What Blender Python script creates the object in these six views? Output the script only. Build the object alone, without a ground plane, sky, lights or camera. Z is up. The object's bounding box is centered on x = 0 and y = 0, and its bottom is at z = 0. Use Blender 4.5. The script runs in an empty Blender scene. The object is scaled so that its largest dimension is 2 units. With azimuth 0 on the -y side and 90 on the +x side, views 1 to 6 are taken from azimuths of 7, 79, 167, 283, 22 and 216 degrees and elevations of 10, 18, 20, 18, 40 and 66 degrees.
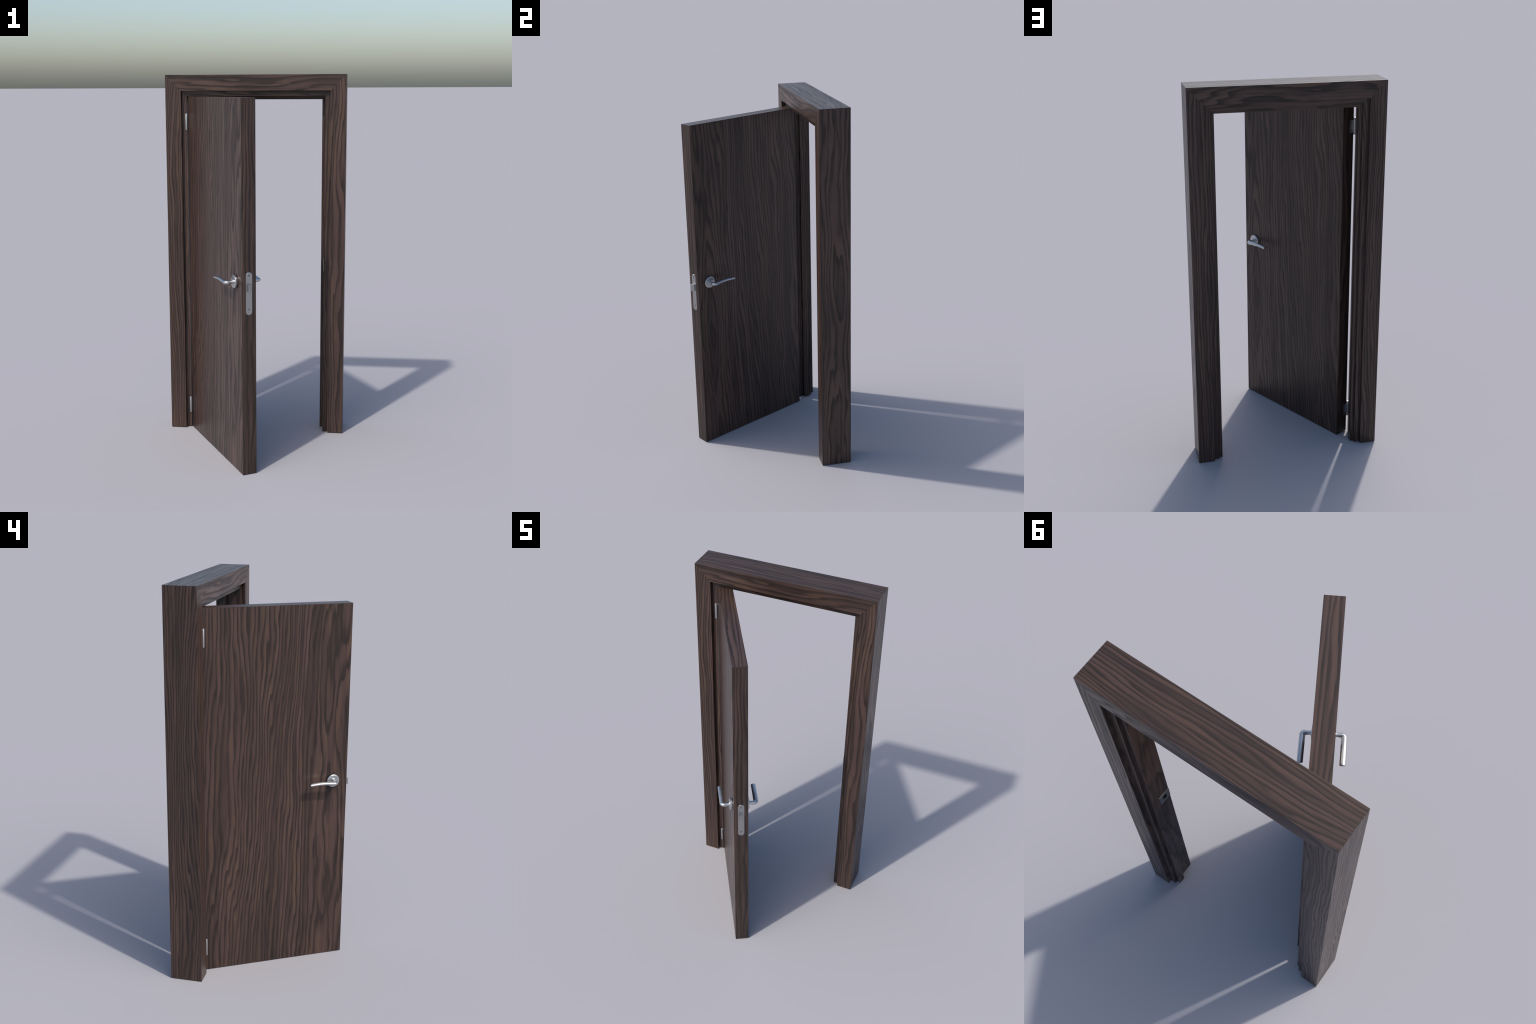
"""Open flush door in its timber frame: dark walnut-brown leaf swung 60 degrees,
lever handles on round roses, mortice lock plate with latch, two barrel hinges."""
import bpy, bmesh, math
from mathutils import Vector, Matrix

# ------------------------------------------------------------------ sizes (metres)
HALF_W, HEIGHT = 0.4909, 2.0            # outer half width / height of the frame
Y_FRONT, Y_BACK = 0.2384, 0.4020       # faces of the front / back casing
CASE_T, CASE_IN = 0.0203, 0.4052       # casing thickness, x of its inner edge
LINE_IN = 0.3766                       # x of the lining's inner face
STOP_IN, STOP_Y0, STOP_Y1 = 0.358, 0.3340, 0.3672
DOOR_W, DOOR_T, DOOR_H = 0.7522, 0.0748, 1.8845
HINGE_CORNER = Vector((-0.3687, 0.2528, 0.0))
OPEN_ANGLE = math.radians(-60.0)
PIN = (-0.3775, 0.2457)                # hinge pin in plan
HANDLE_U, HANDLE_Z = 0.6743, 0.9870    # rose centre on the leaf

scene = bpy.context.scene


# ------------------------------------------------------------------ node helpers
class Nodes:
    def __init__(self, name):
        self.mat = bpy.data.materials.new(name)
        self.mat.use_nodes = True
        self.t = self.mat.node_tree
        self.t.nodes.clear()
        self.out = self.t.nodes.new("ShaderNodeOutputMaterial")
        self.bsdf = self.t.nodes.new("ShaderNodeBsdfPrincipled")
        self.t.links.new(self.bsdf.outputs[0], self.out.inputs[0])

    def put(self, sock, v):
        if hasattr(v, "is_linked"):
            self.t.links.new(v, sock)
        else:
            sock.default_value = v

    def math(self, op, a, b=0.0, c=0.0, clamp=False):
        n = self.t.nodes.new("ShaderNodeMath")
        n.operation, n.use_clamp = op, clamp
        for i, v in enumerate((a, b, c)):
            self.put(n.inputs[i], v)
        return n.outputs[0]

    def vec(self, x, y, z):
        n = self.t.nodes.new("ShaderNodeCombineXYZ")
        for i, v in enumerate((x, y, z)):
            self.put(n.inputs[i], v)
        return n.outputs[0]

    def noise(self, vector, scale=1.0, detail=2.0, rough=0.5):
        n = self.t.nodes.new("ShaderNodeTexNoise")
        self.put(n.inputs["Vector"], vector)
        n.inputs["Scale"].default_value = scale
        n.inputs["Detail"].default_value = detail
        n.inputs["Roughness"].default_value = rough
        return n.outputs[0]

    def ramp(self, fac, stops, interp="LINEAR"):
        n = self.t.nodes.new("ShaderNodeValToRGB")
        n.color_ramp.interpolation = interp
        el = n.color_ramp.elements
        while len(el) < len(stops):
            el.new(0.5)
        for e, (p, c) in zip(el, stops):
            e.position = p
            e.color = (c, c, c, 1) if isinstance(c, float) else (*c, 1)
        self.put(n.inputs[0], fac)
        return n.outputs[0]

    def mix(self, fac, a, b, blend="MIX"):
        n = self.t.nodes.new("ShaderNodeMix")
        n.data_type, n.blend_type = "RGBA", blend
        self.put(n.inputs[0], fac)
        self.put(n.inputs[6], a)
        self.put(n.inputs[7], b)
        return n.outputs[2]

    def object_xyz(self):
        c = self.t.nodes.new("ShaderNodeTexCoord")
        s = self.t.nodes.new("ShaderNodeSeparateXYZ")
        self.t.links.new(c.outputs["Object"], s.inputs[0])
        return s.outputs


# light band, reddish band, dark latewood (linear base colours)
WOOD_LIGHT = (0.086, 0.050, 0.036)
WOOD_RED = (0.071, 0.041, 0.034)
WOOD_DARK = (0.0200, 0.0148, 0.0128)


def wood(name, along, spacing, pith, slope, seed, waviness=1.0, flame=1.0, tilt=0.0):
    """Flat-sawn veneer.  `along` is the axis of the grain (0,1,2).  Growth rings are
    distances from a slightly tilted pith line, so straight stripes run far from it
    and nested pointed arches stand over it; stretched noise makes them waver."""
    N = Nodes(name)
    o = N.object_xyz()
    a, b = [o[i] for i in (0, 1, 2) if i != along]
    l = o[along]
    # slow wandering of the fibres
    base = N.vec(N.math("MULTIPLY_ADD", a, 4.6, seed), N.math("MULTIPLY_ADD", b, 4.6, seed * 1.7),
                 N.math("MULTIPLY", l, 1.0))
    w1 = N.math("SUBTRACT", N.noise(base, 1.0, 1.0), 0.5)
    mid = N.vec(N.math("MULTIPLY_ADD", a, 11.0, seed * 2.3), N.math("MULTIPLY_ADD", b, 11.0, seed),
                N.math("MULTIPLY", l, 1.9))
    w2 = N.math("SUBTRACT", N.noise(mid, 1.0, 2.0, 0.55), 0.5)
    fin = N.vec(N.math("MULTIPLY_ADD", a, 60.0, seed), N.math("MULTIPLY", b, 60.0),
                N.math("MULTIPLY", l, 6.0))
    w3 = N.math("SUBTRACT", N.noise(fin, 1.0, 1.0), 0.5)
    da = N.math("SUBTRACT", N.math("MULTIPLY_ADD", l, -tilt, a), pith[0])
    db = N.math("SUBTRACT", b, pith[1])
    r2 = N.math("ADD", N.math("MULTIPLY", da, da), N.math("MULTIPLY", db, db))
    dl = N.math("MULTIPLY", N.math("SUBTRACT", l, pith[2]), slope)
    r2 = N.math("ADD", r2, N.math("MULTIPLY", dl, dl))
    ring = N.math("DIVIDE", N.math("SQRT", r2), spacing)
    ring = N.math("MULTIPLY_ADD", w1, 9.0 * flame, ring)
    ring = N.math("MULTIPLY_ADD", w2, 2.6 * waviness, ring)
    ring = N.math("MULTIPLY_ADD", w3, 0.75 * waviness, ring)
    saw = N.math("FRACT", ring)
    band = N.ramp(saw, [(0.0, 0.05), (0.14, 0.85), (0.36, 1.0), (0.62, 0.68), (0.83, 0.20),
                        (1.0, 0.05)], "EASE")
    # every ring has a strength of its own, and fades in and out along the grain
    wn = N.t.nodes.new("ShaderNodeTexWhiteNoise")
    wn.noise_dimensions = "1D"
    N.put(wn.inputs["W"], N.math("ADD", N.math("FLOOR", ring), seed))
    strength = N.math("MULTIPLY_ADD", wn.outputs[0], 0.65, 0.60)
    brk = N.noise(N.vec(N.math("MULTIPLY_ADD", a, 48.0, seed), N.math("MULTIPLY", b, 48.0),
                        N.math("MULTIPLY", l, 3.2)), 1.0, 2.0, 0.55)
    strength = N.math("MULTIPLY_ADD", N.math("SUBTRACT", brk, 0.5), 1.3, strength)
    band = N.math("MULTIPLY", band, strength)
    # in places the rings are only faintly marked
    faint = N.ramp(N.noise(N.vec(N.math("MULTIPLY_ADD", a, 8.0, seed * 3.3), N.math("MULTIPLY", b, 8.0),
                                 N.math("MULTIPLY", l, 1.8)), 1.0, 2.0, 0.5), [(0.36, 0.34), (0.54, 0.0)])
    band = N.math("ADD", N.math("MULTIPLY", band, N.math("SUBTRACT", 1.0, faint)), N.math("MULTIPLY", faint, 0.50))
    # thin dark pores running with the fibres
    pore = N.noise(N.vec(N.math("MULTIPLY_ADD", a, 150.0, seed), N.math("MULTIPLY", b, 150.0),
                         N.math("MULTIPLY", l, 4.0)), 1.0, 2.0, 0.6)
    band = N.math("MULTIPLY_ADD", N.math("SUBTRACT", pore, 0.5), 0.55, band, clamp=True)
    # broad pale and dark areas, stretched along the grain
    brd = N.vec(N.math("MULTIPLY_ADD", a, 9.0, seed), N.math("MULTIPLY", b, 9.0),
                N.math("MULTIPLY_ADD", l, 1.3, seed))
    patch = N.noise(brd, 1.0, 2.0, 0.5)
    gain = N.math("MULTIPLY_ADD", N.math("SUBTRACT", patch, 0.5), 1.3, 0.95)
    band = N.math("MULTIPLY", band, gain, clamp=True)
    # fine fibres
    fib = N.vec(N.math("MULTIPLY", a, 420.0), N.math("MULTIPLY", b, 420.0), N.math("MULTIPLY", l, 9.0))
    fibre = N.noise(fib, 1.0, 2.0, 0.6)
    band = N.math("MULTIPLY_ADD", N.math("SUBTRACT", fibre, 0.5), 0.34, band, clamp=True)
    hue = N.ramp(N.noise(N.vec(N.math("MULTIPLY", a, 34.0), N.math("MULTIPLY", b, 34.0),
                               N.math("MULTIPLY_ADD", l, 2.0, seed)), 1.0, 1.0), [(0.42, 0.0), (0.6, 1.0)])
    light = N.mix(hue, (*WOOD_RED, 1), (*WOOD_LIGHT, 1))
    col = N.mix(band, (*WOOD_DARK, 1), light)
    N.put(N.bsdf.inputs["Base Color"], col)
    N.put(N.bsdf.inputs["Roughness"], N.math("MULTIPLY_ADD", band, -0.12, 0.43))
    N.put(N.bsdf.inputs["Specular IOR Level"], N.math("MULTIPLY_ADD", band, 0.13, 0.26))
    return N.mat


def metal(name, colour, rough, metallic=1.0):
    N = Nodes(name)
    o = N.object_xyz()
    n = N.noise(N.vec(o[0], o[1], o[2]), 25.0, 1.0)
    N.put(N.bsdf.inputs["Base Color"], N.mix(n, (*[c * 0.95 for c in colour], 1), (*colour, 1)))
    N.put(N.bsdf.inputs["Roughness"], N.math("MULTIPLY_ADD", n, 0.02, rough - 0.01))
    N.bsdf.inputs["Metallic"].default_value = metallic
    return N.mat


WOOD_DOOR = wood("veneer_leaf", 2, 0.0200, (0.640, 0.090, -0.50), 0.034, 4.4, 1.1, 0.85, 0.045)
WOOD_POST_HINGE = wood("veneer_hinge_post", 2, 0.0105, (0.00, -0.15, -0.60), 0.050, 7.7, 1.25, 0.9)
WOOD_POST_LOCK = wood("veneer_lock_post", 2, 0.0128, (0.565, 0.335, 0.97), 0.050, 9.2, 1.2, 1.0)
WOOD_EDGE = wood("veneer_top_lipping", 0, 0.0170, (-0.30, 1.70, 0.2), 0.05, 5.3, 0.9, 0.6)
WOOD_SIDE = wood("veneer_side_lipping", 2, 0.0175, (0.60, -0.30, 0.3), 0.075, 21.6, 0.9, 0.8)
WOOD_POST = {-1: WOOD_POST_HINGE, 1: WOOD_POST_LOCK}
WOOD_HEAD = wood("veneer_header", 0, 0.0130, (-0.05, 1.80, 0.90), 0.085, 12.4, 1.2, 1.1)
STEEL = metal("satin_steel", (0.56, 0.56, 0.56), 0.33)
PLATE = metal("brushed_lock_steel", (0.42, 0.42, 0.42), 0.36)
HINGE = metal("satin_hinge_steel", (0.54, 0.54, 0.54), 0.40)
SCREW = metal("screw_steel", (0.26, 0.26, 0.26), 0.42)


# ------------------------------------------------------------------ mesh helpers
def add(name, bm, mat, parent=None, smooth_deg=None, loc=None, rot_z=None):
    bmesh.ops.recalc_face_normals(bm, faces=bm.faces)
    me = bpy.data.meshes.new(name)
    bm.to_mesh(me)
    bm.free()
    me.materials.append(mat)
    if smooth_deg is not None:
        for p in me.polygons:
            p.use_smooth = True
        me.set_sharp_from_angle(angle=math.radians(smooth_deg))
    ob = bpy.data.objects.new(name, me)
    scene.collection.objects.link(ob)
    if parent:
        ob.parent = parent
    if loc is not None:
        ob.location = loc
    if rot_z is not None:
        ob.rotation_euler = (0, 0, rot_z)
    return ob


def ease_corners(pts, radii):
    """Chamfer-round chosen corners of a 2D polygon (three points per corner)."""
    out = []
    n = len(pts)
    for i, (p, r) in enumerate(zip(pts, radii)):
        p = Vector(p)
        if r <= 0:
            out.append(p)
            continue
        d0 = (Vector(pts[i - 1]) - p).normalized()
        d1 = (Vector(pts[(i + 1) % n]) - p).normalized()
        q0, q1 = p + d0 * r, p + d1 * r
        out += [q0, (q0 + q1) * 0.5 * 0.58 + p * 0.42, q1]
    return out


def loft(rings, cap=True, closed=True):
    bm = bmesh.new()
    vs = [[bm.verts.new(p) for p in ring] for ring in rings]
    for r0, r1 in zip(vs, vs[1:]):
        k = len(r0)
        for i in range(k if closed else k - 1):
            bm.faces.new((r0[i], r0[(i + 1) % k], r1[(i + 1) % k], r1[i]))
    if cap:
        bm.faces.new(vs[0])
        bm.faces.new(vs[-1])
    return bm


def mitre_z(x):
    return HEIGHT - (HALF_W - abs(x))


def post_piece(name, profile, side, parent):
    """Profile in (x, y) run up the post, its head cut at 45 degrees."""
    p = [(side * q[0], q[1]) for q in profile]
    bm = loft([[(x, y, 0.0) for x, y in p], [(x, y, mitre_z(x)) for x, y in p]])
    return add(name, bm, WOOD_POST[side], parent)


def header_piece(name, profile, parent):
    bm = loft([[(-q[0], q[1], mitre_z(q[0])) for q in profile],
               [(q[0], q[1], mitre_z(q[0])) for q in profile]])
    return add(name, bm, WOOD_HEAD, parent)


def box(x0, x1, y0, y1, z0, z1, bevel=0.0):
    bm = bmesh.new()
    bmesh.ops.create_cube(bm, size=1.0)
    for v in bm.verts:
        v.co = Vector((x0 if v.co.x < 0 else x1, y0 if v.co.y < 0 else y1, z0 if v.co.z < 0 else z1))
    if bevel:
        bmesh.ops.bevel(bm, geom=list(bm.edges), offset=bevel, segments=2, profile=0.5, affect="EDGES")
    return bm


def lathe(profile, axis_fn, seg=64):
    """Revolve (radius, height) pairs; axis_fn maps (a, b, h) to local xyz."""
    rings = []
    for r, h in profile:
        rings.append([axis_fn(r * math.cos(2 * math.pi * i / seg), r * math.sin(2 * math.pi * i / seg), h)
                      for i in range(seg)])
    return loft(rings)


# ------------------------------------------------------------------ the thing
root = bpy.data.objects.new("interior_door", None)
scene.collection.objects.link(root)
root["label"] = "half-open dark brown wooden door in its frame, steel handles"
root["category"] = "door"

# ------------------------------------------------------------------ frame
yf1 = Y_FRONT + CASE_T          # back of the front casing = front of the lining
yb0 = Y_BACK - CASE_T
e = 0.0006
LINING = ease_corners([(HALF_W, yf1), (LINE_IN, yf1), (LINE_IN, yb0), (HALF_W, yb0)], [0, e, e, 0])
CASING_FRONT = ease_corners([(HALF_W, Y_FRONT), (CASE_IN, Y_FRONT), (CASE_IN, yf1), (HALF_W, yf1)], [e, e, 0, 0])
CASING_BACK = ease_corners([(HALF_W, yb0), (CASE_IN, yb0), (CASE_IN, Y_BACK), (HALF_W, Y_BACK)], [0, 0, e, e])
STOP = ease_corners([(LINE_IN, STOP_Y0), (STOP_IN, STOP_Y0), (STOP_IN, STOP_Y1), (LINE_IN, STOP_Y1)], [0, e, e, 0])

jambs = {}
for side in (-1, 1):
    jamb = post_piece("jamb", LINING, side, root)
    post_piece("casing", CASING_FRONT, side, jamb)
    post_piece("casing", CASING_BACK, side, jamb)
    post_piece("door_stop", STOP, side, jamb)
    jambs[side] = jamb
head = header_piece("frame_header", LINING, root)
header_piece("casing", CASING_FRONT, head)
header_piece("casing", CASING_BACK, head)
header_piece("door_stop", STOP, head)

# strike plate with its keep hole, and the pocket behind the hole
SP_Y0, SP_Y1, SP_Z0, SP_Z1 = yf1 - 0.0006, 0.3188, 0.9300, 0.9990
HO_Y0, HO_Y1, HO_Z0, HO_Z1 = 0.2785, 0.2985, 0.9505, 0.9812


def boolean_cut(target, cutter):
    m = target.modifiers.new("cut", "BOOLEAN")
    m.operation, m.solver, m.object = "DIFFERENCE", "EXACT", cutter
    dg = bpy.context.evaluated_depsgraph_get()
    me = bpy.data.meshes.new_from_object(target.evaluated_get(dg))
    target.modifiers.clear()
    old = target.data
    target.data = me
    me.name = old.name
    bpy.data.meshes.remove(old)
    cm = cutter.data
    bpy.data.objects.remove(cutter)
    bpy.data.meshes.remove(cm)


cutter = add("cutter", box(LINE_IN - 0.01, LINE_IN + 0.022, HO_Y0, HO_Y1, HO_Z0, HO_Z1), PLATE)
boolean_cut(jambs[1], cutter)
t0, t1 = LINE_IN - 0.0014, LINE_IN - 0.00005
outer = [(SP_Y0, SP_Z0), (SP_Y1, SP_Z0), (SP_Y1, SP_Z1), (SP_Y0, SP_Z1)]
hole = [(HO_Y0, HO_Z0), (HO_Y1, HO_Z0), (HO_Y1, HO_Z1), (HO_Y0, HO_Z1)]
loops = [[(t1, y, z) for y, z in outer], [(t0, y, z) for y, z in outer],
         [(t0, y, z) for y, z in hole], [(t1, y, z) for y, z in hole]]
bm = loft(loops + [loops[0]], cap=False)
bmesh.ops.remove_doubles(bm, verts=bm.verts, dist=1e-6)
add("strike_plate", bm, PLATE, jambs[1])

# ------------------------------------------------------------------ door leaf
LIP = 0.0015
leaf_profile = [(LIP, 0), (DOOR_W - LIP, 0), (DOOR_W - LIP, DOOR_T), (LIP, DOOR_T)]
whole_profile = ease_corners([(0, 0), (DOOR_W, 0), (DOOR_W, DOOR_T), (0, DOOR_T)], [e] * 4)
closing_strip = ease_corners([(DOOR_W - LIP, 0), (DOOR_W, 0), (DOOR_W, DOOR_T), (DOOR_W - LIP, DOOR_T)], [0, e, e, 0])
hinge_strip = ease_corners([(0, 0), (LIP, 0), (LIP, DOOR_T), (0, DOOR_T)], [e, 0, 0, e])
leaf = add("door_leaf", loft([[(x, y, 0.0004) for x, y in leaf_profile],
                              [(x, y, DOOR_H - LIP) for x, y in leaf_profile]]),
           WOOD_DOOR, root, loc=HINGE_CORNER, rot_z=OPEN_ANGLE)
# veneer lippings glued round the leaf: the top one has its grain running across
add("top_lipping", loft([[(x, y, DOOR_H - LIP) for x, y in whole_profile],
                         [(x, y, DOOR_H) for x, y in whole_profile]]), WOOD_EDGE, leaf)
for strip in (closing_strip, hinge_strip):
    add("edge_lipping", loft([[(x, y, 0.0004) for x, y in strip],
                              [(x, y, DOOR_H - LIP) for x, y in strip]]), WOOD_SIDE, leaf)

# lock face plate on the closing edge
PL_W, PL_R, PL_Z0, PL_Z1 = 0.0373, 0.0167, 0.8290, 1.0437
stadium = []
for i in range(25):
    a = math.pi * i / 24
    stadium.append((PL_W + PL_R * math.cos(a), PL_Z1 - PL_R + PL_R * math.sin(a)))
for i in range(25):
    a = math.pi + math.pi * i / 24
    stadium.append((PL_W + PL_R * math.cos(a), PL_Z0 + PL_R + PL_R * math.sin(a)))
c = Vector((PL_W, (PL_Z0 + PL_Z1) / 2))
inner = [(c.x + (y - c.x) * 0.985, c.y + (z - c.y) * 0.997) for y, z in stadium]
add("lock_plate", loft([[(DOOR_W - 0.002, y, z) for y, z in stadium],
                        [(DOOR_W + 0.0007, y, z) for y, z in stadium],
                        [(DOOR_W + 0.0011, y, z) for y, z in inner]]), PLATE, leaf, smooth_deg=25)

# latch bolt: box with a ramped side towards the closing face
LB_Z0, LB_Z1 = 0.9478, 0.9857
bolt_plan = [(DOOR_W - 0.004, 0.0268), (DOOR_W + 0.0200, 0.0268), (DOOR_W + 0.0205, 0.0300),
             (DOOR_W + 0.0150, 0.0400), (DOOR_W + 0.0080, 0.0465), (DOOR_W - 0.004, 0.0465)]
bm = loft([[(x, y, LB_Z0) for x, y in bolt_plan], [(x, y, LB_Z1) for x, y in bolt_plan]])
bmesh.ops.bevel(bm, geom=list(bm.edges), offset=0.0006, segments=1, affect="EDGES")
add("latch_bolt", bm, PLATE, leaf)

# countersunk screws of the plate: a slightly sunk ring with a cross slot
def screw_bm(r, proud):
    seg = 32
    bm = lathe([(r, 0.0), (r, proud), (r * 0.86, proud + 0.0002), (r * 0.55, proud - 0.0002), (r * 0.30, proud - 0.0003)],
               lambda a, b, h: (h, a, b), seg)
    return bm


screw_mesh = None
for z in (1.0269, 0.8572):
    if screw_mesh is None:
        s = add("screw", screw_bm(0.0052, 0.0004), SCREW, leaf, smooth_deg=30)
        screw_mesh = s.data
    else:
        s = bpy.data.objects.new("screw", screw_mesh)
        scene.collection.objects.link(s)
        s.parent = leaf
    s.location = (DOOR_W + 0.0010, PL_W, z)


# ------------------------------------------------------------------ handles
def rose_profile():
    R = 0.0332
    return [(0.0300, 0.0), (0.0300, 0.0030), (R - 0.0006, 0.0032), (R, 0.0040), (R, 0.0106),
            (R - 0.0010, 0.0120), (R - 0.0030, 0.0131), (R - 0.0036, 0.0135),
            (0.0136, 0.0135), (0.0132, 0.0153), (0.0122, 0.0161), (0.0112, 0.0161), (0.0060, 0.0161)]


def lever_bm():
    """Round neck out of the rose, tight elbow, flat-oval grip arching slightly upward.
    Local: x along the leaf towards the lock edge, y outward from the face."""
    REACH, LEN, BEND = 0.0512, 0.1404, 0.0110
    path = []                        # (x, y, z, half_side, half_height)
    drop = -0.0018                   # the grip leaves the neck a touch low
    path.append((0.0015, 0.0120, drop * 0.5, 0.0096, 0.0096))
    path.append((0.0015, 0.0230, drop * 0.7, 0.0094, 0.0094))
    path.append((0.0015, 0.0310, drop, 0.0100, 0.0100))
    path.append((0.0015, REACH - BEND, drop, 0.0114, 0.0106))
    for i in range(1, 9):
        a = math.pi / 2 * i / 8
        path.append((0.0015 - BEND + BEND * math.cos(a), REACH - BEND + BEND * math.sin(a), drop,
                     0.0114 + 0.0014 * i / 8, 0.0106 - 0.0008 * i / 8))
    n = 16
    for i in range(1, n + 1):
        t = i / n
        arch = 0.0044 * math.sin(math.pi * t) + 0.0024 * t
        path.append((0.0015 - BEND - (LEN - BEND - 0.0015) * t, REACH + 0.0004 * t, drop + arch,
                     0.0130, 0.0098 - 0.0020 * min(1, t * 1.2)))
    seg = 32
    rings = []
    pts = [Vector(p[:3]) for p in path]
    for i, p in enumerate(path):
        tan = (pts[min(i + 1, len(pts) - 1)] - pts[max(i - 1, 0)]).normalized()
        up = Vector((0, 0, 1))
        side = tan.cross(up).normalized()
        up2 = side.cross(tan).normalized()
        ring = []
        for k in range(seg):
            a = 2 * math.pi * k / seg
            ring.append(pts[i] + side * p[3] * math.cos(a) + up2 * p[4] * math.sin(a))
        rings.append(ring)
    # rounded-over end
    tip, tan = pts[-1], (pts[-1] - pts[-2]).normalized()
    last = rings[-1]
    for s, d in ((0.97, 0.0010), (0.90, 0.0021), (0.78, 0.0030), (0.60, 0.0036), (0.30, 0.0039)):
        rings.append([tip + (v - tip) * s + tan * d for v in last])
    return loft(rings)


for face in (-1, 1):
    def out(a, b, h, f=face):
        return (a, f * h, b)
    y0 = -0.0022 if face < 0 else DOOR_T - 0.0024
    add("rose", lathe(rose_profile(), out), STEEL, leaf, 28, loc=(HANDLE_U, y0, HANDLE_Z))
    bm = lever_bm()
    if face < 0:
        bmesh.ops.scale(bm, vec=(1, -1, 1), verts=bm.verts)
    add("lever_handle", bm, STEEL, leaf, 50, loc=(HANDLE_U, y0, HANDLE_Z))

# ------------------------------------------------------------------ hinges
PIN_R = 0.0076


def barrel_bm(h):
    c = 0.0035
    prof = [(0.0015, 0), (PIN_R - c * 0.75, 0.0003), (PIN_R - c * 0.25, c * 0.4), (PIN_R, c)]
    g = 0.0005
    prof += [(PIN_R, h / 2 - g), (PIN_R - 0.0006, h / 2 - g * 0.4), (PIN_R - 0.0006, h / 2 + g * 0.4), (PIN_R, h / 2 + g)]
    prof += [(r, h - z) for r, z in reversed(prof[:4])]
    return lathe(prof, lambda a, b, z: (a, b, z), 32)


inv = Matrix.Rotation(-OPEN_ANGLE, 4, "Z") @ Matrix.Translation(-HINGE_CORNER)
for z0, z1 in ((1.7030, 1.7928), (0.0907, 0.1832)):
    hinge = add("hinge", barrel_bm(z1 - z0), HINGE, root, 35, loc=(PIN[0], PIN[1], z0))
    l0, l1 = 0.0135, (z1 - z0) - 0.0120
    # leaf screwed to the jamb lining, running from the pin to just inside the frame
    fl = box(-0.0016, 0.0019, 0.0010, 0.0224, l0, l1, 0.0003)
    add("hinge_leaf", fl, HINGE, hinge)
    # leaf on the edge of the door
    p = inv @ Vector((PIN[0], PIN[1], 0))
    dl = loft([[(p.x - 0.0010, p.y, l0), (p.x + 0.0015, p.y, l0), (0.0, -0.0005, l0), (0.0, 0.0252, l0), (-0.0018, 0.0252, l0), (-0.0018, 0.0, l0)],
               [(p.x - 0.0010, p.y, l1), (p.x + 0.0015, p.y, l1), (0.0, -0.0005, l1), (0.0, 0.0252, l1), (-0.0018, 0.0252, l1), (-0.0018, 0.0, l1)]])
    dl.transform(Matrix.Translation((0, 0, -0)) )
    rot = Matrix.Rotation(OPEN_ANGLE, 4, "Z")
    dl.transform(Matrix.Translation(HINGE_CORNER - Vector((PIN[0], PIN[1], 0))) @ rot)
    add("hinge_leaf", dl, HINGE, hinge)
    for dz in (l0 + 0.012, l1 - 0.012):
        sb = screw_bm(0.0042, 0.0004)
        sb.transform(Matrix.Rotation(math.pi, 4, "Z"))
        sb.transform(Matrix.Translation((-0.0017, 0.0135, dz)))
        sb.transform(Matrix.Translation(HINGE_CORNER - Vector((PIN[0], PIN[1], 0))) @ rot)
        add("screw", sb, SCREW, hinge, 30)
